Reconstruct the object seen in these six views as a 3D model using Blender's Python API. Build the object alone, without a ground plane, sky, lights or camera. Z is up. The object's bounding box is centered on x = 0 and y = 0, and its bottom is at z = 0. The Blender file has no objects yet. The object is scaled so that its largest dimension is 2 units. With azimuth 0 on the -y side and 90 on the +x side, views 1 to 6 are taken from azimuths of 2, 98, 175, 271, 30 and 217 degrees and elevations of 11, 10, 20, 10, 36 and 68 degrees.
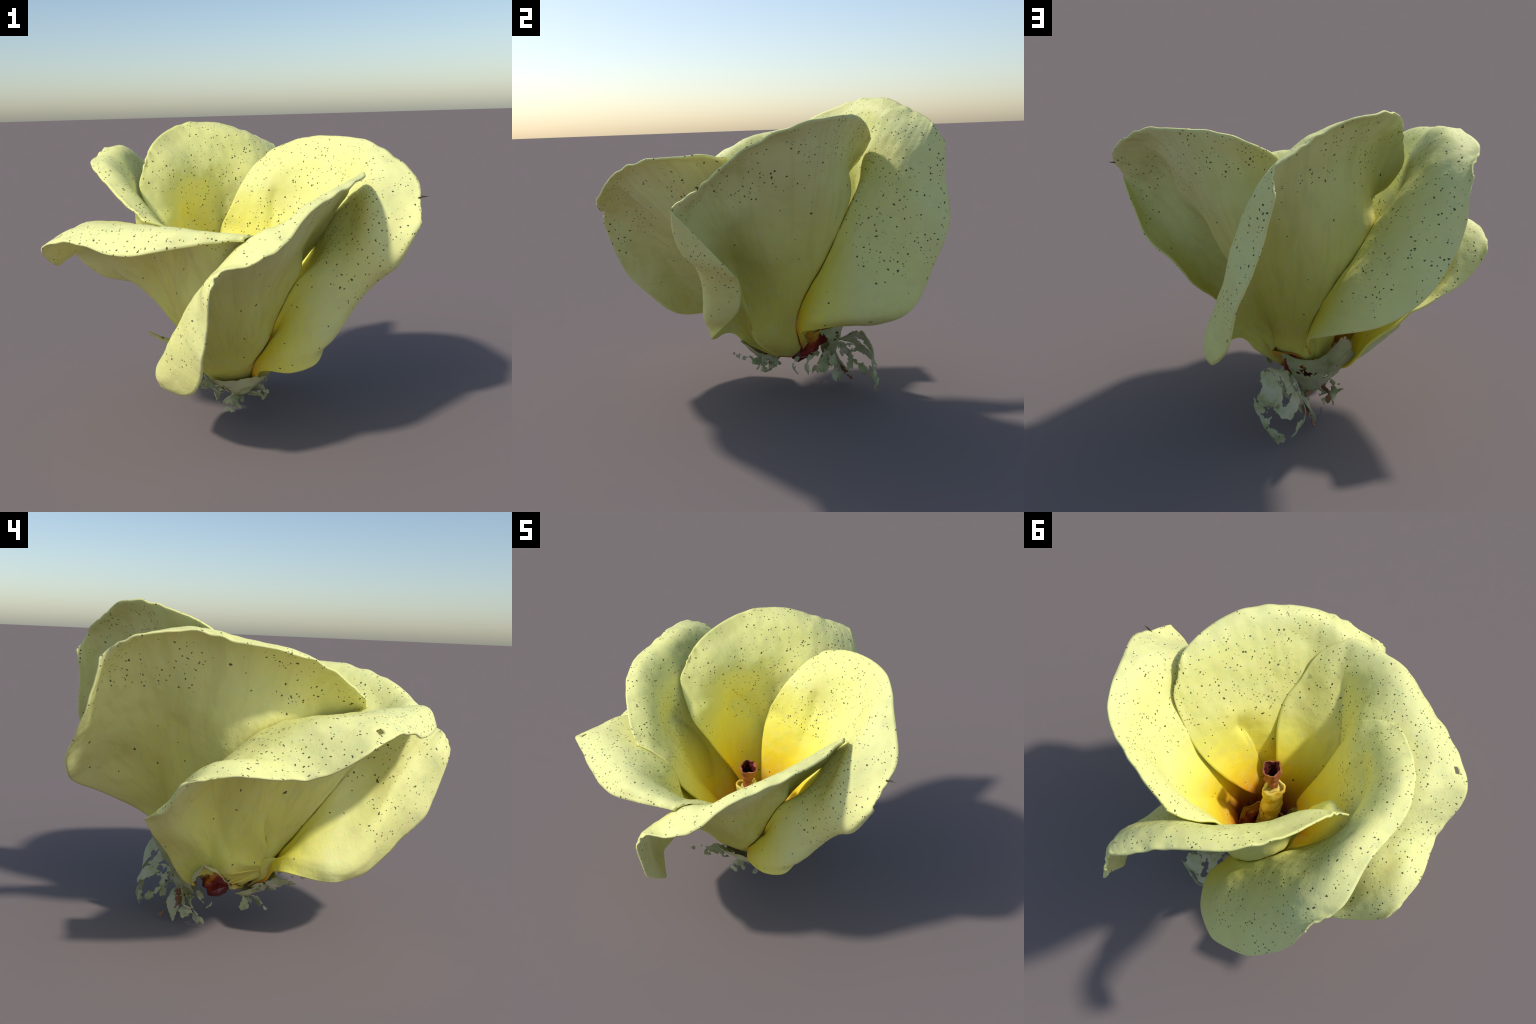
import bpy, math, random
import numpy as np
from mathutils import Vector, noise as mnoise

rng = np.random.default_rng(7)

# ------------------------------------------------------------------ helpers
def chain(pts, n):
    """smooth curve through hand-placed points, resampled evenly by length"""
    p = np.array(pts, float)
    p = np.vstack([2 * p[0] - p[1], p, 2 * p[-1] - p[-2]])
    out = []
    for i in range(1, len(p) - 2):
        p0, p1, p2, p3 = p[i - 1:i + 3]
        t0 = 0.0
        t1 = t0 + max(np.linalg.norm(p1 - p0), 1e-5) ** 0.5
        t2 = t1 + max(np.linalg.norm(p2 - p1), 1e-5) ** 0.5
        t3 = t2 + max(np.linalg.norm(p3 - p2), 1e-5) ** 0.5
        t = np.linspace(t1, t2, 24, endpoint=False)[:, None]
        a1 = (t1 - t) / (t1 - t0) * p0 + (t - t0) / (t1 - t0) * p1
        a2 = (t2 - t) / (t2 - t1) * p1 + (t - t1) / (t2 - t1) * p2
        a3 = (t3 - t) / (t3 - t2) * p2 + (t - t2) / (t3 - t2) * p3
        b1 = (t2 - t) / (t2 - t0) * a1 + (t - t0) / (t2 - t0) * a2
        b2 = (t3 - t) / (t3 - t1) * a2 + (t - t1) / (t3 - t1) * a3
        out.append((t2 - t) / (t2 - t1) * b1 + (t - t1) / (t2 - t1) * b2)
    out.append(p[-2][None])
    c = np.vstack(out)
    s = np.concatenate([[0], np.cumsum(np.linalg.norm(np.diff(c, axis=0), axis=1))])
    q = np.linspace(0, s[-1], n)
    return np.stack([np.interp(q, s, c[:, k]) for k in range(3)], 1)


def spline_rows(rows, n):
    """natural cubic spline across ribs (rows: R x V x 3) -> n x V x 3"""
    R = len(rows)
    d = np.linalg.norm(np.diff(rows, axis=0), axis=2)[:, rows.shape[1] // 3:].mean(1) ** 0.6
    x = np.concatenate([[0], np.cumsum(d)])
    A = np.zeros((R, R)); B = np.zeros((R, rows.shape[1], 3))
    A[0, 0] = A[-1, -1] = 1
    h = np.diff(x)
    for i in range(1, R - 1):
        A[i, i - 1] = h[i - 1]; A[i, i] = 2 * (h[i - 1] + h[i]); A[i, i + 1] = h[i]
        B[i] = 6 * ((rows[i + 1] - rows[i]) / h[i] - (rows[i] - rows[i - 1]) / h[i - 1])
    M = np.linalg.solve(A, B.reshape(R, -1)).reshape(B.shape)
    q = np.linspace(0, x[-1], n)
    out = np.zeros((n,) + rows.shape[1:])
    for k, t in enumerate(q):
        i = min(max(np.searchsorted(x, t) - 1, 0), R - 2)
        a, b = x[i + 1] - t, t - x[i]
        out[k] = (M[i] * a ** 3 + M[i + 1] * b ** 3) / (6 * h[i]) \
            + (rows[i] / h[i] - M[i] * h[i] / 6) * a + (rows[i + 1] / h[i] - M[i + 1] * h[i] / 6) * b
    return out


def grid_normals(g):
    du = np.gradient(g, axis=0); dv = np.gradient(g, axis=1)
    n = np.cross(du, dv)
    return n / np.maximum(np.linalg.norm(n, axis=2, keepdims=True), 1e-9)


def fbm(p, scale, oct=3):
    return mnoise.fractal(Vector(p) * scale, 1.0, 2.0, oct, noise_basis='PERLIN_ORIGINAL')


def mesh_object(name, verts, faces, mats, parent, smooth=True):
    me = bpy.data.meshes.new(name)
    me.from_pydata([tuple(v) for v in verts], [], faces)
    for m in mats:
        me.materials.append(m)
    if smooth:
        me.polygons.foreach_set('use_smooth', [True] * len(me.polygons))
    me.update()
    ob = bpy.data.objects.new(name, me)
    bpy.context.scene.collection.objects.link(ob)
    ob.parent = parent
    return ob


def apply_mods(ob):
    dg = bpy.context.evaluated_depsgraph_get()
    me = bpy.data.meshes.new_from_object(ob.evaluated_get(dg))
    old = ob.data
    ob.modifiers.clear()
    ob.data = me
    me.name = old.name
    bpy.data.meshes.remove(old)


# ---------------------------------------------------------------- materials
class NT:
    def __init__(self, name):
        self.mat = bpy.data.materials.new(name)
        self.mat.use_nodes = True
        self.t = self.mat.node_tree
        self.n = self.t.nodes
        self.b = self.n['Principled BSDF']
        self.co = self.n.new('ShaderNodeTexCoord').outputs['Object']

    def link(self, a, b):
        self.t.links.new(a, b)

    def add(self, kind, **kw):
        nd = self.n.new(kind)
        for k, v in kw.items():
            setattr(nd, k, v)
        return nd

    def mapping(self, scale=(1, 1, 1), loc=(0, 0, 0)):
        m = self.add('ShaderNodeMapping')
        m.inputs['Scale'].default_value = scale
        m.inputs['Location'].default_value = loc
        self.link(self.co, m.inputs[0])
        return m.outputs[0]

    def noise(self, scale, detail=3, rough=.55, co=None, dist=0):
        m = self.add('ShaderNodeTexNoise')
        m.inputs['Scale'].default_value = scale
        m.inputs['Detail'].default_value = detail
        m.inputs['Roughness'].default_value = rough
        m.inputs['Distortion'].default_value = dist
        self.link(co or self.co, m.inputs['Vector'])
        return m.outputs['Fac']

    def ramp(self, fac, stops, interp='LINEAR'):
        r = self.add('ShaderNodeValToRGB')
        r.color_ramp.interpolation = interp
        e = r.color_ramp.elements
        while len(e) < len(stops):
            e.new(0.5)
        for el, (p, c) in zip(e, stops):
            el.position = p
            el.color = (*c, 1) if len(c) == 3 else c
        self.link(fac, r.inputs[0])
        return r.outputs[0]

    def math(self, op, a, b=None, clamp=False):
        m = self.add('ShaderNodeMath', operation=op, use_clamp=clamp)
        for i, x in enumerate((a, b)):
            if x is None:
                continue
            if isinstance(x, (int, float)):
                m.inputs[i].default_value = x
            else:
                self.link(x, m.inputs[i])
        return m.outputs[0]

    def maprange(self, v, a, b, c=0., d=1.):
        m = self.add('ShaderNodeMapRange')
        m.interpolation_type = 'SMOOTHSTEP'
        for i, x in zip((1, 2, 3, 4), (a, b, c, d)):
            m.inputs[i].default_value = x
        self.link(v, m.inputs[0])
        return m.outputs[0]

    def mix(self, fac, a, b, blend='MIX'):
        m = self.add('ShaderNodeMix', data_type='RGBA', blend_type=blend)
        if isinstance(fac, (int, float)):
            m.inputs[0].default_value = fac
        else:
            self.link(fac, m.inputs[0])
        for i, x in ((6, a), (7, b)):
            if isinstance(x, tuple):
                m.inputs[i].default_value = (*x, 1)
            else:
                self.link(x, m.inputs[i])
        return m.outputs[2]

    def dist(self, p):
        m = self.add('ShaderNodeVectorMath', operation='DISTANCE')
        self.link(self.co, m.inputs[0])
        m.inputs[1].default_value = p
        return m.outputs['Value']

    def bump(self, h, strength, distance=.01):
        b = self.add('ShaderNodeBump')
        b.inputs['Strength'].default_value = strength
        b.inputs['Distance'].default_value = distance
        self.link(h, b.inputs['Height'])
        self.link(b.outputs[0], self.b.inputs['Normal'])

    def flecks(self, scale, keep, size):
        """irregular little dark flecks: a few random cells of a Voronoi pattern"""
        v = self.add('ShaderNodeTexVoronoi', feature='F1')
        v.inputs['Scale'].default_value = scale
        v.inputs['Randomness'].default_value = 1
        warp = self.add('ShaderNodeTexNoise')
        warp.inputs['Scale'].default_value = scale * 1.3
        warp.inputs['Detail'].default_value = 1
        self.link(self.co, warp.inputs['Vector'])
        ad = self.add('ShaderNodeVectorMath', operation='MULTIPLY_ADD')
        self.link(warp.outputs['Color'], ad.inputs[0])
        ad.inputs[1].default_value = (.9 / scale,) * 3
        self.link(self.co, ad.inputs[2])
        self.link(ad.outputs[0], v.inputs['Vector'])
        sep = self.add('ShaderNodeSeparateColor')
        self.link(v.outputs['Color'], sep.inputs[0])
        chosen = self.math('LESS_THAN', sep.outputs[0], keep)
        small = self.math('MULTIPLY_ADD', sep.outputs[1], size * .8)
        small.node.inputs[2].default_value = size * .45
        near = self.math('LESS_THAN', v.outputs['Distance'], small)
        return self.math('MULTIPLY', chosen, near)


BASE = (-0.03, 0.12, 0.2)

def petal_material(inner):
    m = NT('petal_inner_face' if inner else 'petal_outer_face')
    # distance from the claw, wider across than along the flower's axis,
    # so that the rolled-out flaps stay pale down to their lower edge
    mp = m.add('ShaderNodeVectorMath', operation='SUBTRACT')
    m.link(m.co, mp.inputs[0]); mp.inputs[1].default_value = BASE
    sc = m.add('ShaderNodeVectorMath', operation='MULTIPLY')
    m.link(mp.outputs[0], sc.inputs[0]); sc.inputs[1].default_value = (2.1, 2.1, 1.0)
    ln = m.add('ShaderNodeVectorMath', operation='LENGTH')
    m.link(sc.outputs[0], ln.inputs[0])
    r = ln.outputs['Value']
    wob = m.noise(3.2, 3)
    rr = m.math('ADD', r, m.math('MULTIPLY', m.math('SUBTRACT', wob, .5), .12))
    rs = m.math('MULTIPLY', rr, .48)           # about 2.1 m -> 1
    if inner:
        col = m.ramp(rs, [(0.0, (.10, .006, .003)), (.165, (.17, .009, .004)), (.20, (.42, .08, .006)),
                          (.26, (.80, .42, .012)), (.37, (.93, .74, .04)), (.50, (.93, .87, .16)),
                          (.66, (.85, .83, .31)), (.85, (.87, .85, .30)), (1.0, (.86, .85, .34))])
    else:
        col = m.ramp(rs, [(0.0, (.20, .012, .006)), (.085, (.24, .016, .007)), (.105, (.50, .16, .02)), (.135, (.62, .50, .09)), (.3, (.74, .69, .13)),
                          (.55, (.79, .74, .22)), (.75, (.80, .77, .31)), (.9, (.82, .80, .36))])
    # veins: streaks out from the claw, the outer face's vein shading painted as colour
    sub = m.add('ShaderNodeVectorMath', operation='SUBTRACT')
    m.link(m.co, sub.inputs[0]); sub.inputs[1].default_value = BASE
    nrm = m.add('ShaderNodeVectorMath', operation='NORMALIZE')
    m.link(sub.outputs[0], nrm.inputs[0])
    streak = m.noise(17, 3, .6, co=nrm.outputs[0], dist=.3)
    col = m.mix(m.maprange(streak, .45, .68, 0, .42 if not inner else .12), col, m.mix(.55, col, (.52, .50, .12)))
    # soft cloudy variation
    cl = m.noise(7, 4, .6)
    col = m.mix(m.maprange(cl, .42, .72, 0, .15 if inner else .25), col, m.mix(.4, col, (.58, .62, .22)))
    # faint angular tints that imitate the scan's texture grain
    vo = m.add('ShaderNodeTexVoronoi', feature='F1')
    vo.inputs['Scale'].default_value = 24
    m.link(m.co, vo.inputs['Vector'])
    sp = m.add('ShaderNodeSeparateColor'); m.link(vo.outputs['Color'], sp.inputs[0])
    col = m.mix(m.math('MULTIPLY', m.math('GREATER_THAN', sp.outputs[0], .80), .30), col, m.mix(.35, col, (.55, .72, .38)))
    col = m.mix(m.math('MULTIPLY', m.math('GREATER_THAN', sp.outputs[1], .88), .30), col, m.mix(.35, col, (.90, .66, .36)))
    # flecks: sparse everywhere, dense towards the rim
    rd = m.math('ADD', m.dist(BASE), m.math('MULTIPLY', m.math('SUBTRACT', wob, .5), .12))
    rim = m.maprange(rd, .72, 1.10, 0., 1.) if inner else m.maprange(rd, .8, 1.4, 0., .42)
    patch = m.maprange(m.noise(4.3, 2), .35, .6, .2, 1.)
    f_rim = m.math('MULTIPLY', m.flecks(58, .50, .25), m.math('GREATER_THAN', m.math('MULTIPLY', rim, patch), .24))
    f_all = m.flecks(28, .12, .155)
    f_big = m.flecks(14, .05, .11)
    fl = m.math('MAXIMUM', m.math('MAXIMUM', f_rim, f_all), f_big)
    col = m.mix(m.math('MULTIPLY', fl, .92), col, (.055, .058, .022))
    # olive worn blotches near the rim
    bl = m.maprange(m.noise(11, 3, .7), .68, .73, 0, 1)
    bl = m.math('MULTIPLY', bl, m.maprange(rd, .85, 1.1, 0, .55))
    col = m.mix(bl, col, (.36, .35, .11))
    m.link(col, m.b.inputs['Base Color'])
    m.b.inputs['Roughness'].default_value = .62
    m.b.inputs['Specular IOR Level'].default_value = .3
    h = m.math('ADD', m.math('MULTIPLY', m.noise(9, 4, .6), .8), m.math('MULTIPLY', m.noise(60, 2), .15))
    m.bump(h, .38, .016)
    return m.mat


def simple_material(name, stops, scale, rough=.7, bump=.3, spots=None):
    m = NT(name)
    col = m.ramp(m.noise(scale, 4, .6), stops)
    if spots:
        col = m.mix(m.math('MULTIPLY', m.flecks(*spots[:3]), .9), col, spots[3])
    m.link(col, m.b.inputs['Base Color'])
    m.b.inputs['Roughness'].default_value = rough
    m.b.inputs['Specular IOR Level'].default_value = .3
    m.bump(m.noise(scale * 3, 4, .6), bump, .01)
    return m.mat


M_IN = petal_material(True)
M_OUT = petal_material(False)
M_COL = simple_material('staminal_column_yellow', [(.3, (.66, .40, .03)), (.5, (.80, .62, .12)), (.75, (.84, .76, .30))], 11, .6, .6, (24, .2, .2, (.10, .07, .01)))
M_STI = simple_material('stigma_red_brown', [(.3, (.22, .06, .025)), (.55, (.40, .14, .06)), (.8, (.58, .22, .13))], 18, .55, .5)
M_STI_IN = simple_material('stigma_mouth', [(.35, (.03, .006, .005)), (.55, (.10, .015, .01)), (.62, (.55, .10, .09)), (.8, (.62, .16, .13))], 22, .5, .5)
M_CAL = simple_material('calyx_green', [(.3, (.24, .25, .10)), (.5, (.36, .37, .18)), (.7, (.42, .36, .24))], 9, .75, .4, (22, .15, .2, (.06, .03, .02)))
M_SEP = simple_material('sepal_pale_green', [(.3, (.50, .48, .20)), (.5, (.58, .57, .30)), (.7, (.52, .48, .30))], 8, .75, .4, (24, .12, .18, (.08, .03, .02)))
M_BRA = simple_material('bract_grey_green', [(.3, (.27, .28, .10)), (.46, (.45, .46, .24)), (.6, (.54, .52, .34)), (.75, (.50, .42, .31))], 10, .8, .4, (26, .12, .2, (.05, .06, .02)))
M_THR = simple_material('dark_thread', [(.3, (.05, .045, .02)), (.7, (.10, .08, .04))], 20, .8, .2)
M_BRN = simple_material('dried_brown', [(.3, (.16, .07, .03)), (.6, (.28, .13, .06)), (.8, (.34, .18, .09))], 14, .7, .4)

# ---------------------------------------------------------------- the flower
flower = bpy.data.objects.new('hibiscus_flower', None)
bpy.context.scene.collection.objects.link(flower)
flower.location = (0, 0, 0)
flower['label'] = 'pale yellow five-petalled hibiscus flower with dark flecks and tattered bracts'
flower['category'] = 'flower'

NU, NV = 150, 110

PETALS = []

def petal(base, ribs, seed, tears=()):
    """A petal is lofted over ribs (veins) that run from its claw to its margin,
    from the free outward-rolled edge to the edge tucked inside the neighbour."""
    PETALS.append((base, ribs, seed, tears))


def loft(base, ribs):
    rows = np.stack([chain([base] + r, NV + 4) for r in ribs])[:, 4:]
    g = spline_rows(rows, NU)
    # the claws bulge into a round throat
    rad = g[..., :2] - np.array([-.03, .13])
    dist = np.linalg.norm(rad, axis=2, keepdims=True)
    swell = .045 * np.exp(-((g[..., 2:] - .31) / .12) ** 2) * np.clip((.34 - dist) / .12, 0, 1)
    g[..., :2] += rad / np.maximum(dist, 1e-4) * swell
    return g


def blur(a, passes):
    for _ in range(passes):
        p = np.pad(a, ((1, 1), (1, 1), (0, 0)), mode='edge')
        a = (p[:-2, 1:-1] + p[2:, 1:-1] + p[1:-1, :-2] + p[1:-1, 2:] + 2 * a) / 6
    return a


def upsample(d, nu, nv):
    iu = np.linspace(0, d.shape[0] - 1, nu); iv = np.linspace(0, d.shape[1] - 1, nv)
    a = np.minimum(iu.astype(int), d.shape[0] - 2); b = np.minimum(iv.astype(int), d.shape[1] - 2)
    fu = (iu - a)[:, None, None]; fv = (iv - b)[None, :, None]
    return (d[a][:, b] * (1 - fu) * (1 - fv) + d[a + 1][:, b] * fu * (1 - fv)
            + d[a][:, b + 1] * (1 - fu) * fv + d[a + 1][:, b + 1] * fu * fv)


def settle(grids, gap=.014, rounds=12, cling=.10):
    """Imbricate bud order: every petal's tucked half lies inside the next petal.
    Where two sheets would cross, both give way until they only touch."""
    G = [g[::2, ::2].copy() for g in grids]
    D0 = [g.copy() for g in G]
    nP = len(G)
    for it in range(rounds):
        for y in range(nP):
            x = (y - 1) % nP                    # petal x is tucked inside petal y
            gx, gy = G[x], G[y]
            ny = grid_normals(gy)
            c = gy[gy.shape[0] // 2, gy.shape[1] // 3]
            if np.dot(ny[gy.shape[0] // 2, gy.shape[1] // 3], np.array([0, 0, .75]) - c) < 0:
                ny = -ny
            px = gx.reshape(-1, 3); py = gy.reshape(-1, 3)
            d2 = (px ** 2).sum(1)[:, None] + (py ** 2).sum(1)[None] - 2 * px @ py.T
            j = d2.argmin(1)
            n = ny.reshape(-1, 3)[j]
            s = ((px - py[j]) * n).sum(1)
            dist = np.sqrt(np.maximum(d2[np.arange(len(j)), j], 0))
            ux = np.repeat(np.linspace(0, 1, gx.shape[0]), gx.shape[1])
            vx = np.tile(np.linspace(0, 1, gx.shape[1]), gx.shape[0])
            uy = (j // gy.shape[1]) / (gy.shape[0] - 1)
            bad = (s < gap) & (dist < .22) & (dist < 1.3 * np.abs(s) + .025) & (ux > .3) & (uy > .03) & (uy < .97) & (vx > .06)
            amount = np.where(bad, np.minimum(gap - s, .06), 0)
            # overlapping sheets cling together where only a narrow gap is left
            near = (s > gap) & (s < cling) & (dist < 1.15 * s + .004) & (ux > .45) & (ux < .84) & (uy > .10) & (uy < .6) & (vx > .1) & (vx < .80)
            amount = amount - np.where(near, .45 * (s - gap) * (1 - s / cling), 0)
            bad = bad | near
            move = amount[:, None] * n
            mx = blur(move.reshape(gx.shape), 2)
            my = np.zeros_like(py); cnt = np.zeros((len(py), 1))
            np.add.at(my, j[bad], -move[bad]); np.add.at(cnt, j[bad], 1)
            my = blur((my / np.maximum(cnt, 1)).reshape(gy.shape), 2)
            G[x] = gx + .8 * mx
            G[y] = gy + .35 * my
    return [g + upsample(blur(a - b, 2), g.shape[0], g.shape[1]) for g, a, b in zip(grids, G, D0)]


def finish_petal(g, seed, tears=()):
    n = grid_normals(g)
    u = np.linspace(0, 1, NU)[:, None]; v = np.linspace(0, 1, NV)[None, :]
    amp = np.clip((v - .12) / .5, 0, 1)
    off = np.zeros((NU, NV))
    for i in range(NU):
        for j in range(NV):
            p = g[i, j]
            off[i, j] = .006 * fbm(p + seed, 3.1) + .0045 * fbm(p + seed, 9, 3)
    # veins fan out as faint ridges
    off += (.0007 * np.clip(v * 2, 0, 1)) * np.sin(u * 2 * math.pi * 22 + 1.2 * np.sin(v * 5 + seed)) * (1 - .4 * v)
    # slightly crinkled margin
    edge = np.clip((v - .93) / .07, 0, 1) ** 2
    off += edge * .004 * np.sin(u * 61 + 2 * np.sin(u * 23 + seed))
    g = g + n * (off * amp)[..., None]
    verts = g.reshape(-1, 3)
    faces = [(i * NV + j, i * NV + j + 1, (i + 1) * NV + j + 1, (i + 1) * NV + j)
             for i in range(NU - 1) for j in range(NV - 1)]
    # torn places: ragged holes and a broken claw
    for centre, radius in tears:
        dd = np.linalg.norm(verts - np.array(centre), axis=1)
        close = {int(k) for k in np.nonzero(dd < 1.6 * radius)[0]}
        lost = {k for k in close if dd[k] * (1 + .35 * fbm(verts[k] + seed, 26, 3)) < radius}
        faces = [f for f in faces if not (f[0] in lost and f[2] in lost)]
    # the front of the sheet is the inner face (towards the flower's axis);
    # this winding gives normal = dv x du = -n
    c = g[NU // 2, NV // 3]; nn = n[NU // 2, NV // 3]
    if np.dot(-nn, np.array([0, 0, 0.75]) - c) < 0:
        faces = [f[::-1] for f in faces]
    ob = mesh_object('petal', verts, faces, [M_IN, M_OUT], flower)
    s = ob.modifiers.new('thickness', 'SOLIDIFY')
    s.thickness = .010; s.offset = -.2
    s.material_offset = 1; s.material_offset_rim = 0
    s.use_quality_normals = True
    apply_mods(ob)
    return ob


# right-hand petal: broad, its free side flares towards the front
petal((0.030, 0.100, 0.160), [
    [(0.060, -0.080, 0.270), (0.120, -0.220, 0.360), (0.270, -0.270, 0.365), (0.400, -0.250, 0.410), (0.450, -0.170, 0.490), (0.540, -0.080, 0.590), (0.650, -0.045, 0.740), (0.780, -0.075, 0.850), (0.870, -0.185, 1.010), (0.930, -0.290, 1.150)],
    [(0.057, -0.092, 0.348), (0.198, -0.244, 0.466), (0.395, -0.292, 0.509), (0.501, -0.260, 0.580), (0.594, -0.231, 0.703), (0.694, -0.234, 0.829), (0.807, -0.284, 0.931), (0.874, -0.305, 1.065), (0.935, -0.270, 1.180)],
    [(0.133, -0.052, 0.359), (0.202, -0.118, 0.560), (0.340, -0.214, 0.762), (0.544, -0.223, 0.933), (0.717, -0.249, 1.132), (0.950, -0.140, 1.260)],
    [(0.143, -0.052, 0.381), (0.189, -0.106, 0.592), (0.276, -0.085, 0.754), (0.443, -0.086, 0.945), (0.600, -0.057, 1.115), (0.684, -0.101, 1.289), (0.940, -0.040, 1.360)],
    [(0.157, 0.019, 0.393), (0.237, 0.028, 0.645), (0.391, 0.050, 0.849), (0.496, 0.069, 1.069), (0.629, 0.101, 1.295), (0.724, 0.118, 1.436), (0.820, 0.160, 1.480)],
    [(0.158, 0.092, 0.387), (0.248, 0.129, 0.647), (0.361, 0.200, 0.896), (0.466, 0.266, 1.128), (0.560, 0.330, 1.348), (0.629, 0.368, 1.481), (0.670, 0.400, 1.545)],
    [(0.133, 0.209, 0.373), (0.184, 0.277, 0.638), (0.252, 0.353, 0.896), (0.311, 0.437, 1.145), (0.356, 0.462, 1.408), (0.400, 0.535, 1.555)],
    [(0.041, 0.256, 0.378), (0.047, 0.341, 0.634), (0.075, 0.394, 0.905), (0.119, 0.449, 1.161), (0.177, 0.520, 1.409), (0.210, 0.590, 1.490)],
    [(-0.030, 0.200, 0.400), (-0.100, 0.310, 0.650), (-0.140, 0.400, 0.880), (-0.130, 0.460, 1.030), (-0.085, 0.450, 1.120), (-0.030, 0.470, 1.230), (0.030, 0.540, 1.330), (0.080, 0.580, 1.390), (0.140, 0.600, 1.440)],
], 1.7)

# rear petal: the tallest
petal((-0.010, 0.180, 0.190), [
    [(0.140, 0.190, 0.310), (0.280, 0.220, 0.410), (0.340, 0.300, 0.440), (0.360, 0.400, 0.460), (0.370, 0.500, 0.470), (0.410, 0.630, 0.490), (0.440, 0.770, 0.550), (0.380, 0.860, 0.660), (0.355, 0.920, 0.800), (0.340, 0.970, 0.910), (0.300, 1.000, 1.020), (0.250, 0.990, 1.160), (0.220, 0.980, 1.280), (0.190, 0.985, 1.400)],
    [(0.162, 0.174, 0.396), (0.348, 0.270, 0.488), (0.462, 0.514, 0.545), (0.469, 0.705, 0.606), (0.424, 0.780, 0.719), (0.393, 0.826, 0.890), (0.358, 0.858, 1.084), (0.302, 0.881, 1.227), (0.262, 0.908, 1.366), (0.205, 0.940, 1.475)],
    [(0.127, 0.181, 0.445), (0.277, 0.278, 0.633), (0.376, 0.452, 0.786), (0.358, 0.598, 0.941), (0.313, 0.690, 1.151), (0.259, 0.771, 1.355), (0.192, 0.858, 1.485), (0.130, 0.890, 1.540)],
    [(0.078, 0.225, 0.433), (0.156, 0.318, 0.667), (0.218, 0.421, 0.912), (0.209, 0.525, 1.126), (0.141, 0.634, 1.357), (0.095, 0.725, 1.539), (0.000, 0.785, 1.600)],
    [(-0.015, 0.309, 0.414), (-0.018, 0.406, 0.694), (-0.011, 0.489, 0.921), (-0.037, 0.533, 1.149), (-0.077, 0.523, 1.419), (-0.155, 0.569, 1.600), (-0.240, 0.630, 1.660)],
    [(-0.087, 0.345, 0.397), (-0.150, 0.412, 0.668), (-0.169, 0.457, 0.931), (-0.216, 0.443, 1.157), (-0.229, 0.384, 1.411), (-0.400, 0.420, 1.630)],
    [(-0.206, 0.309, 0.402), (-0.298, 0.375, 0.660), (-0.316, 0.353, 0.922), (-0.324, 0.287, 1.183), (-0.356, 0.220, 1.416), (-0.480, 0.220, 1.550)],
    [(-0.120, 0.200, 0.450), (-0.200, 0.170, 0.650), (-0.270, 0.080, 0.850), (-0.330, 0.020, 1.000), (-0.400, -0.010, 1.120), (-0.470, 0.030, 1.180), (-0.520, 0.060, 1.260), (-0.540, 0.075, 1.338), (-0.510, 0.120, 1.440)],
], 4.1)

# left rear petal
petal((-0.070, 0.200, 0.220), [
    [(-0.050, 0.350, 0.400), (-0.020, 0.500, 0.520), (-0.020, 0.620, 0.600), (-0.140, 0.800, 0.710), (-0.290, 0.880, 0.780), (-0.410, 0.875, 0.845), (-0.510, 0.855, 0.930), (-0.580, 0.805, 1.010), (-0.640, 0.760, 1.100), (-0.680, 0.710, 1.200), (-0.690, 0.680, 1.300), (-0.700, 0.660, 1.400)],
    [(-0.053, 0.322, 0.432), (-0.080, 0.446, 0.639), (-0.175, 0.675, 0.859), (-0.377, 0.741, 1.016), (-0.522, 0.704, 1.177), (-0.630, 0.659, 1.339), (-0.720, 0.600, 1.450)],
    [(-0.097, 0.336, 0.451), (-0.117, 0.442, 0.690), (-0.215, 0.523, 0.916), (-0.340, 0.536, 1.097), (-0.476, 0.544, 1.295), (-0.637, 0.537, 1.459), (-0.780, 0.480, 1.500)],
    [(-0.126, 0.307, 0.440), (-0.210, 0.363, 0.697), (-0.290, 0.390, 0.939), (-0.406, 0.375, 1.165), (-0.535, 0.338, 1.361), (-0.655, 0.295, 1.533), (-0.760, 0.270, 1.530)],
    [(-0.180, 0.206, 0.434), (-0.304, 0.214, 0.670), (-0.412, 0.196, 0.907), (-0.519, 0.143, 1.151), (-0.582, 0.071, 1.384), (-0.677, 0.039, 1.499), (-0.770, 0.010, 1.480)],
    [(-0.201, 0.122, 0.429), (-0.349, 0.036, 0.640), (-0.459, -0.058, 0.860), (-0.487, -0.110, 1.137), (-0.547, -0.179, 1.361), (-0.624, -0.221, 1.436), (-0.685, -0.260, 1.420)],
    [(-0.175, 0.061, 0.417), (-0.278, -0.037, 0.623), (-0.315, -0.165, 0.836), (-0.345, -0.268, 1.098), (-0.432, -0.390, 1.264), (-0.510, -0.465, 1.290)],
    [(-0.100, 0.050, 0.420), (-0.150, -0.100, 0.570), (-0.190, -0.260, 0.730), (-0.210, -0.390, 0.910), (-0.250, -0.450, 1.020), (-0.290, -0.480, 1.110), (-0.340, -0.500, 1.180), (-0.420, -0.515, 1.215)],
], 8.3, [((-.23, .19, .28), .10), ((-.17, .12, .20), .10)])

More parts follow.
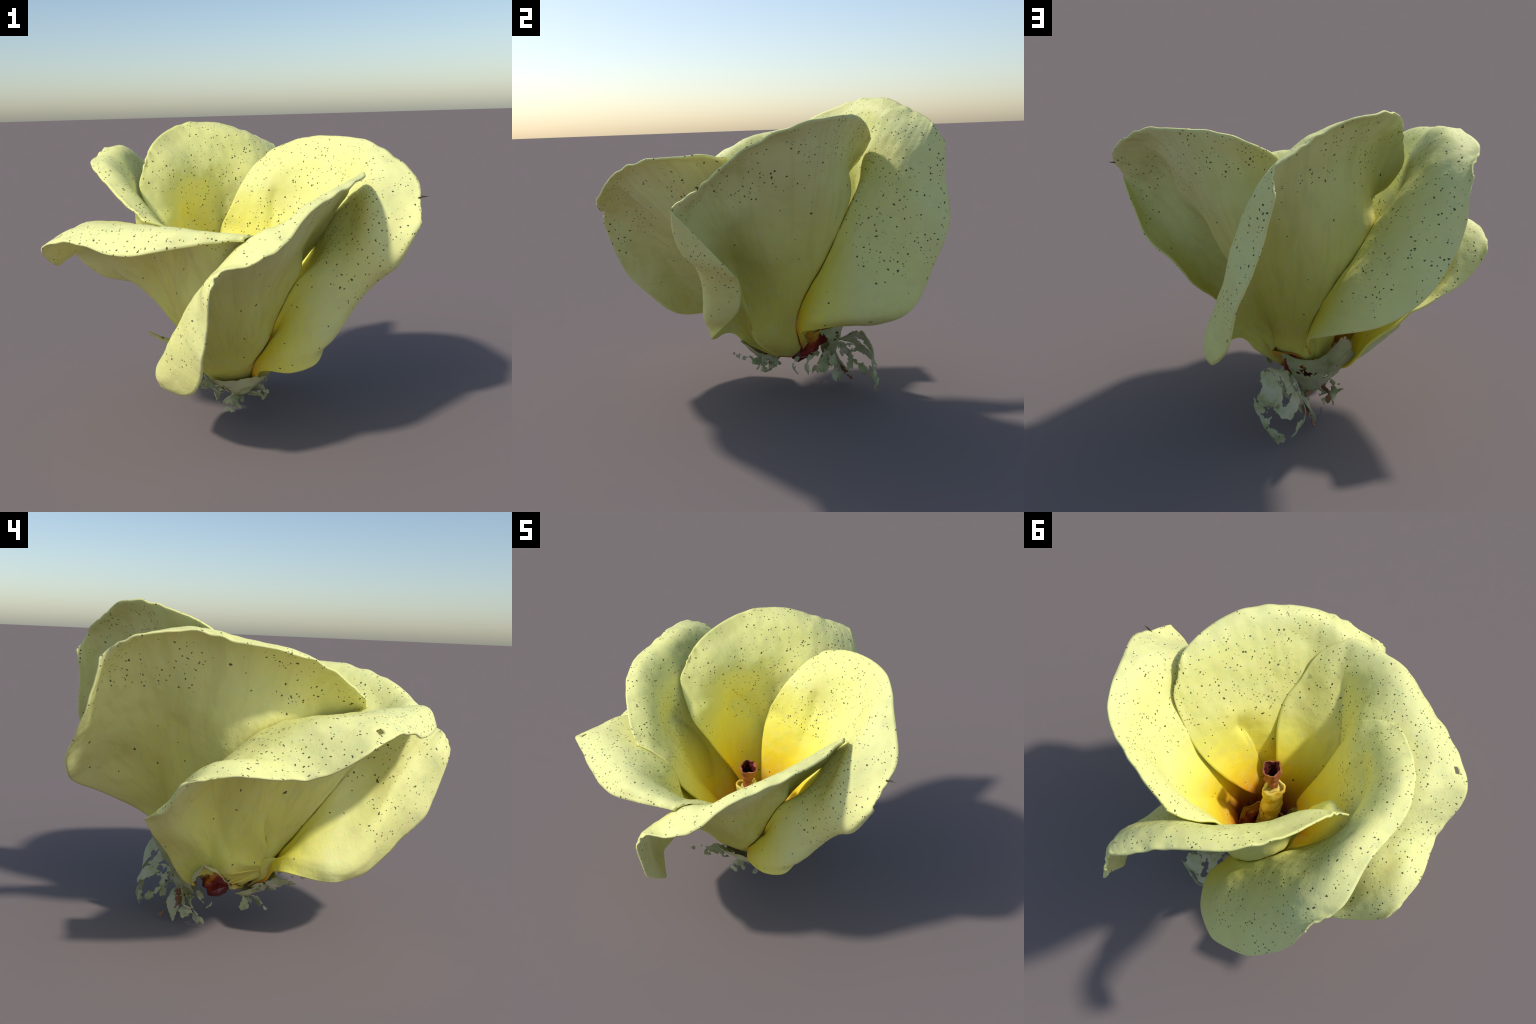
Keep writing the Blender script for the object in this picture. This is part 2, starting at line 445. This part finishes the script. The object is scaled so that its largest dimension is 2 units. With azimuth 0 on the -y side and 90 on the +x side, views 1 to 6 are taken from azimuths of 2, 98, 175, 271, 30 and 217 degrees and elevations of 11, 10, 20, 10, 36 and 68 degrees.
# left front petal: bends over almost flat
petal((-0.080, 0.100, 0.180), [
    [(-0.190, 0.250, 0.250), (-0.283, 0.340, 0.320), (-0.357, 0.400, 0.460), (-0.480, 0.455, 0.590), (-0.543, 0.480, 0.668), (-0.610, 0.460, 0.690), (-0.680, 0.430, 0.720), (-0.750, 0.395, 0.740), (-0.830, 0.350, 0.770), (-0.915, 0.305, 0.845), (-0.965, 0.270, 0.920), (-0.980, 0.200, 0.950)],
    [(-0.255, 0.188, 0.346), (-0.402, 0.245, 0.496), (-0.569, 0.336, 0.666), (-0.727, 0.307, 0.809), (-0.828, 0.229, 0.941), (-0.919, 0.121, 1.013), (-0.985, -0.020, 0.970)],
    [(-0.294, 0.172, 0.379), (-0.395, 0.199, 0.582), (-0.479, 0.198, 0.802), (-0.654, 0.126, 0.970), (-0.789, 0.000, 1.026), (-0.826, -0.123, 1.025), (-0.930, -0.240, 0.960)],
    [(-0.293, 0.119, 0.376), (-0.387, 0.090, 0.609), (-0.430, 0.008, 0.827), (-0.524, -0.091, 1.100), (-0.736, -0.275, 1.177), (-0.824, -0.404, 1.145), (-0.925, -0.480, 1.080)],
    [(-0.265, 0.052, 0.384), (-0.337, -0.035, 0.619), (-0.346, -0.164, 0.850), (-0.428, -0.287, 1.127), (-0.585, -0.475, 1.202), (-0.666, -0.567, 1.196), (-0.740, -0.640, 1.140)],
    [(-0.218, -0.024, 0.391), (-0.277, -0.136, 0.625), (-0.291, -0.296, 0.826), (-0.255, -0.420, 1.101), (-0.391, -0.625, 1.206), (-0.446, -0.732, 1.187), (-0.490, -0.790, 1.100)],
    [(-0.140, -0.076, 0.393), (-0.220, -0.230, 0.622), (-0.216, -0.394, 0.813), (-0.171, -0.557, 1.027), (-0.197, -0.739, 1.202), (-0.220, -0.839, 1.202), (-0.230, -0.870, 1.140)],
    [(-0.068, -0.095, 0.394), (-0.102, -0.251, 0.605), (-0.068, -0.423, 0.802), (0.015, -0.579, 0.990), (0.029, -0.740, 1.147), (0.030, -0.819, 1.186), (0.020, -0.850, 1.165)],
    [(0.020, -0.030, 0.420), (0.060, -0.130, 0.600), (0.090, -0.170, 0.700), (0.170, -0.290, 0.850), (0.200, -0.410, 0.950), (0.190, -0.510, 1.000), (0.180, -0.660, 1.080), (0.130, -0.770, 1.120), (0.070, -0.835, 1.140)],
], 12.9, [((-.24, .19, .27), .10), ((-.17, .12, .20), .10), ((-.822, -.53, 1.155), .026)])

# front petal: its free side hangs down as a long flap
petal((-0.020, 0.050, 0.160), [
    [(-0.100, -0.010, 0.230), (-0.220, -0.100, 0.335), (-0.370, -0.170, 0.390), (-0.400, -0.270, 0.380), (-0.400, -0.350, 0.365), (-0.395, -0.420, 0.360), (-0.330, -0.500, 0.360), (-0.260, -0.585, 0.370), (-0.200, -0.650, 0.410), (-0.150, -0.760, 0.520), (-0.130, -0.880, 0.640), (-0.100, -0.940, 0.780), (-0.090, -0.980, 0.900), (-0.070, -1.000, 0.990)],
    [(-0.110, -0.030, 0.280), (-0.240, -0.120, 0.400), (-0.360, -0.210, 0.460), (-0.410, -0.360, 0.460), (-0.395, -0.480, 0.470), (-0.330, -0.600, 0.600), (-0.245, -0.700, 0.760), (-0.150, -0.820, 0.900), (-0.100, -0.920, 1.000), (-0.030, -0.975, 1.055)],
    [(-0.196, -0.112, 0.363), (-0.292, -0.242, 0.523), (-0.278, -0.359, 0.640), (-0.173, -0.580, 0.794), (-0.100, -0.729, 0.960), (-0.020, -0.859, 1.071), (0.090, -0.955, 1.080)],
    [(-0.110, -0.128, 0.382), (-0.188, -0.283, 0.585), (-0.170, -0.418, 0.788), (-0.030, -0.551, 0.973), (0.061, -0.694, 1.122), (0.147, -0.829, 1.203), (0.240, -0.905, 1.155)],
    [(-0.036, -0.122, 0.387), (-0.053, -0.266, 0.592), (-0.012, -0.398, 0.829), (0.131, -0.537, 0.998), (0.227, -0.675, 1.149), (0.287, -0.766, 1.266), (0.340, -0.800, 1.260)],
    [(0.006, -0.117, 0.385), (0.052, -0.255, 0.575), (0.117, -0.354, 0.812), (0.243, -0.460, 1.015), (0.347, -0.536, 1.220), (0.446, -0.599, 1.340), (0.500, -0.630, 1.345)],
    [(0.042, -0.088, 0.374), (0.139, -0.147, 0.572), (0.219, -0.189, 0.800), (0.335, -0.253, 1.041), (0.452, -0.315, 1.237), (0.558, -0.366, 1.363), (0.630, -0.370, 1.390)],
    [(0.083, -0.058, 0.384), (0.175, -0.077, 0.578), (0.274, -0.074, 0.808), (0.358, -0.055, 1.020), (0.488, -0.060, 1.175), (0.578, -0.082, 1.319), (0.655, -0.120, 1.380)],
    [(0.070, 0.020, 0.380), (0.150, 0.080, 0.580), (0.240, 0.130, 0.750), (0.360, 0.150, 0.900), (0.480, 0.130, 1.050), (0.560, 0.090, 1.200), (0.595, 0.050, 1.270), (0.610, -0.040, 1.330)],
], 17.3)


for g, (_, _, seed, tears) in zip(settle([loft(p[0], p[1]) for p in PETALS]), PETALS):
    finish_petal(g, seed, tears)

# ---------------------------------------------------------- column and stigma
def tube(name, spine, radii, mats, nseg=40, nring=60, lump=0., lump_scale=8., wob=None):
    c = chain(spine, nring)
    rr = np.interp(np.linspace(0, 1, nring), np.linspace(0, 1, len(radii)), radii)
    verts = []; faces = []
    tan = np.gradient(c, axis=0); tan /= np.linalg.norm(tan, axis=1, keepdims=True)
    for i in range(nring):
        a = np.cross(tan[i], [0, 1, 0]); a /= np.linalg.norm(a); b = np.cross(tan[i], a)
        for k in range(nseg):
            th = 2 * math.pi * k / nseg
            d = math.cos(th) * a + math.sin(th) * b
            r = rr[i]
            p = c[i] + d * r
            r += lump * fbm(p, lump_scale, 3) + (wob(i / (nring - 1), th) if wob else 0)
            verts.append(c[i] + d * r)
    for i in range(nring - 1):
        for k in range(nseg):
            k2 = (k + 1) % nseg
            faces.append((i * nseg + k, i * nseg + k2, (i + 1) * nseg + k2, (i + 1) * nseg + k))
    return mesh_object(name, verts, faces, mats, flower)


col = tube('staminal_column', [(-.03, .10, .20), (-.03, .06, .40), (-.028, .03, .58), (-.025, .005, .76)],
           [.078, .066, .060, .058, .060, .063, .061, .064], [M_COL], lump=.022, lump_scale=10,
           wob=lambda t, th: .010 * max(0, t - .9) * 10 * math.sin(3 * th + .6))
s = col.modifiers.new('wall', 'SOLIDIFY'); s.thickness = .012; s.offset = -1
apply_mods(col)
# closing disc just under the column's broken lip
dv = []
for k in range(32):
    th = 2 * math.pi * k / 32
    dv.append((-.026 + .055 * math.cos(th), .008 + .055 * math.sin(th), .735 + .008 * math.sin(3 * th)))
dv.append((-.026, .008, .745))
disc = mesh_object('column_top', dv, [(k, (k + 1) % 32, 32) for k in range(32)], [M_COL], col)

stigma = tube('stigma', [(-.026, .006, .72), (-.018, .0, .80), (-.005, -.012, .86), (.006, -.02, .92)],
              [.019, .021, .026, .036, .047, .052], [M_STI, M_STI_IN], nring=40, lump=.016, lump_scale=24,
              wob=lambda t, th: .0035 * t * math.sin(5 * th) + .004 * max(0, t - .85) * 6)
s = stigma.modifiers.new('wall', 'SOLIDIFY'); s.thickness = .008; s.offset = -1
s.material_offset = 1
apply_mods(stigma)


# red claw cup: the fused petal claws, seen through the broken calyx
m = NT('red_claw')
sepz = m.add('ShaderNodeSeparateXYZ'); m.link(m.co, sepz.inputs[0])
zz = m.math('ADD', sepz.outputs[2], m.math('MULTIPLY', m.math('SUBTRACT', m.noise(9, 2), .5), .42))
m.link(m.ramp(m.maprange(zz, .16, .40), [(.0, (.13, .008, .006)), (.45, (.26, .02, .008)), (.60, (.36, .05, .01)), (.75, (.58, .22, .02)), (1., (.62, .30, .03))]), m.b.inputs['Base Color'])
m.b.inputs['Roughness'].default_value = .4
cup = tube('claw_cup', [(-.035, .145, .150), (-.035, .15, .175), (-.035, .155, .23), (-.04, .16, .30), (-.04, .165, .37)],
           [.045, .105, .130, .150, .165], [m.mat], nseg=22, nring=9, lump=.075, lump_scale=9)
cup.data.polygons.foreach_set('use_smooth', [False] * len(cup.data.polygons))
sv = cup.modifiers.new('wall', 'SOLIDIFY'); sv.thickness = .006
apply_mods(cup)

# ------------------------------------------------------ calyx and torn bracts
def torn_sheet(name, rows, mat, seed, hole=.15, nu=90, nv=90, hscale=(9, 9, 9), fray=.12, thick=.005, parent=flower, solid_from=0.):
    """leafy sheet lofted over rows; pieces are torn out where a noise field runs high"""
    rr = np.stack([chain(r, nv) for r in rows])
    g = spline_rows(rr, nu)
    verts = g.reshape(-1, 3).copy()
    n = grid_normals(g).reshape(-1, 3)
    for i in range(len(verts)):
        verts[i] += n[i] * .012 * fbm(verts[i] + seed, 9, 3)
    faces = []
    for i in range(nu - 1):
        for j in range(nv - 1):
            u, v = (i + .5) / (nu - 1), (j + .5) / (nv - 1)
            p = g[i, j]
            f = fbm(p * np.array(hscale) + seed * 3.1, 1.0, 4) + .18 * fbm(p * 3 + seed, 16, 2)
            e = min(u, 1 - u, 1.2 * (1 - v))
            limit = hole + (1 if v < solid_from else 0)
            if e < fray:
                limit -= (1 - e / fray) * .35
            if f < limit:
                faces.append((i * nv + j, i * nv + j + 1, (i + 1) * nv + j + 1, (i + 1) * nv + j))
    ob = mesh_object(name, verts, faces, [mat], parent)
    s = ob.modifiers.new('thickness', 'SOLIDIFY'); s.thickness = thick; s.offset = 0
    apply_mods(ob)
    me = ob.data
    return ob


# calyx: a cup that is still whole at the back, where one lobe stands up,
# with a long channel-shaped lobe reaching out to the left
torn_sheet('calyx', [
    [(-.04, .335, .13), (.0, .33, .20), (.05, .33, .28), (.09, .30, .36)],
    [(-.045, .34, .12), (-.03, .37, .20), (-.02, .385, .29), (-.02, .38, .36)],
    [(-.05, .34, .12), (-.08, .38, .21), (-.10, .41, .31), (-.13, .44, .42)],
    [(-.055, .335, .12), (-.12, .37, .21), (-.17, .43, .36), (-.195, .535, .57)],
    [(-.06, .33, .12), (-.15, .34, .21), (-.21, .36, .32), (-.27, .38, .43)],
    [(-.07, .32, .13), (-.18, .28, .20), (-.25, .30, .28), (-.31, .33, .35)],
], M_CAL, 2.0, hole=.45, fray=.05, solid_from=.35)

torn_sheet('sepal', [
    [(-.20, .30, .24), (-.30, .28, .29), (-.42, .25, .36), (-.555, .205, .455)],
    [(-.20, .25, .32), (-.30, .24, .355), (-.42, .23, .40), (-.56, .205, .465)],
    [(-.19, .20, .345), (-.30, .19, .375), (-.42, .195, .415), (-.565, .20, .47)],
    [(-.17, .14, .31), (-.29, .15, .345), (-.41, .165, .40), (-.56, .195, .465)],
    [(-.12, .085, .20), (-.22, .11, .27), (-.37, .14, .36), (-.555, .19, .455)],
], M_SEP, 6.5, hole=.40, fray=.03, solid_from=.55)

# pale claws of the calyx under the front and the right-hand petal
torn_sheet('sepal', [
    [(-.10, .07, .17), (-.12, -.02, .21), (-.16, -.10, .27), (-.21, -.15, .32)],
    [(-.06, .04, .15), (-.06, -.05, .18), (-.07, -.11, .23), (-.08, -.14, .28)],
    [(-.02, .03, .15), (.02, -.06, .18), (.05, -.12, .24), (.06, -.15, .30)],
    [(.02, .04, .16), (.08, -.05, .22), (.12, -.12, .29), (.16, -.18, .345)],
], M_SEP, 16.5, hole=.36, fray=.06, solid_from=.3)

# rear bract: wide drooping blade, half eaten away
torn_sheet('bract', [
    [(.06, .40, .30), (.14, .47, .36), (.20, .53, .40), (.245, .57, .36), (.25, .59, .27), (.22, .60, .17), (.19, .60, .11)],
    [(.06, .40, .30), (.11, .48, .34), (.16, .55, .35), (.19, .59, .29), (.19, .61, .19), (.165, .615, .10), (.14, .61, .05)],
    [(.05, .40, .29), (.09, .48, .315), (.12, .56, .30), (.13, .60, .23), (.13, .62, .14), (.12, .62, .07), (.11, .615, .01)],
    [(.04, .40, .28), (.06, .47, .285), (.07, .55, .26), (.07, .60, .19), (.07, .62, .12), (.07, .62, .06), (.08, .61, .02)],
    [(.03, .40, .27), (.02, .45, .25), (.01, .51, .225), (.0, .56, .17), (.0, .59, .12), (.02, .60, .07), (.04, .60, .05)],
    [(.02, .39, .25), (.0, .42, .22), (-.02, .45, .19), (-.03, .48, .15), (-.03, .50, .12), (-.02, .51, .10), (-.01, .52, .09)],
], M_BRA, 5.0, hole=.05, fray=.06, hscale=(15, 9, 9), nu=130, nv=150)

# torn strips that hang from the broken calyx
def strip(pts, width, twist, seed, mat=M_BRA, name='bract_shred'):
    c = chain(pts, 5)
    t = np.gradient(c, axis=0); t /= np.linalg.norm(t, axis=1, keepdims=True)
    side = np.cross(t, [0, 0, 1.]); side /= np.maximum(np.linalg.norm(side, axis=1, keepdims=True), 1e-6)
    up = np.cross(side, t)
    w = side * math.cos(twist) + up * math.sin(twist)
    taper = np.array([.7, 1., 1., .8, .35])[:, None] * width / 2
    rows = [list(map(tuple, c + w * taper * k)) for k in (-1, -.3, .4, 1)]
    return torn_sheet(name, rows, mat, seed, hole=.16, fray=.14, nu=28, nv=70, hscale=(22, 22, 18), solid_from=.0)

strip([(-.12, .33, .20), (-.19, .33, .17), (-.21, .32, .11), (-.20, .31, .06)], .12, 1.2, 31)
strip([(-.08, .30, .18), (-.15, .29, .12), (-.17, .26, .06), (-.15, .22, .005)], .07, .9, 32)
strip([(-.10, .27, .19), (-.17, .24, .15), (-.18, .21, .12), (-.14, .19, .13)], .05, .5, 33)
strip([(-.03, .36, .17), (-.05, .40, .12), (-.07, .40, .06), (-.09, .39, .0)], .07, .3, 34)
strip([(.0, .35, .22), (.05, .33, .19), (.08, .32, .15), (.09, .30, .11)], .08, 1.0, 35)
strip([(.03, .28, .23), (.08, .25, .20), (.10, .23, .15), (.10, .23, .10)], .05, .8, 36)
strip([(.05, .17, .20), (.09, .15, .17), (.10, .16, .13), (.10, .18, .095)], .03, .4, 37)
strip([(.02, .40, .26), (.02, .44, .21), (.0, .46, .15), (-.01, .47, .09)], .06, 1.1, 38)
strip([(.02, .38, .22), (.06, .42, .17), (.09, .46, .13), (.10, .50, .10)], .05, .7, 39)
strip([(.06, .36, .24), (.10, .37, .19), (.11, .38, .13), (.12, .38, .07)], .05, .2, 40)
strip([(-.03, .03, .15), (-.06, .0, .13), (-.10, .02, .11), (-.12, .05, .09)], .06, .6, 41)
strip([(-.02, .03, .14), (-.04, -.04, .12), (-.07, -.08, .11), (-.12, -.07, .105)], .09, .9, 42)
strip([(.0, .02, .15), (.06, -.05, .17), (.11, -.12, .20), (.14, -.20, .24)], .05, .9, 43)
strip([(.03, .05, .17), (.10, -.02, .18), (.12, -.02, .14), (.12, .02, .15)], .07, 1.2, 44)

# front bract: narrow lattice under the front petal's flap
torn_sheet('bract', [
    [(-.07, .05, .17), (-.13, -.05, .25), (-.20, -.16, .31), (-.275, -.28, .345)],
    [(-.06, .04, .16), (-.13, -.08, .225), (-.20, -.19, .285), (-.275, -.285, .34)],
    [(-.04, .03, .15), (-.10, -.11, .20), (-.18, -.22, .265), (-.27, -.29, .335)],
], M_BRA, 13.0, hole=.05, fray=.02, hscale=(15, 15, 15))

# dried brown stipules by the broken stalk
strip([(-.07, .36, .21), (-.04, .39, .15), (-.05, .43, .08), (-.085, .475, .012)], .05, .4, 50, M_BRN, 'stipule')
strip([(-.12, .34, .19), (-.16, .36, .16), (-.17, .37, .13), (-.15, .38, .10)], .05, .9, 51, M_BRN, 'stipule')

# a dry thread stuck to the right-hand petal's tip
th = tube('dry_thread', [(.935, -.160, 1.250), (.955, -.163, 1.258), (.972, -.164, 1.260), (.990, -.166, 1.261)],
          [.007, .004, .0022, .001], [M_THR], nseg=8, nring=16, lump=.004, lump_scale=60)
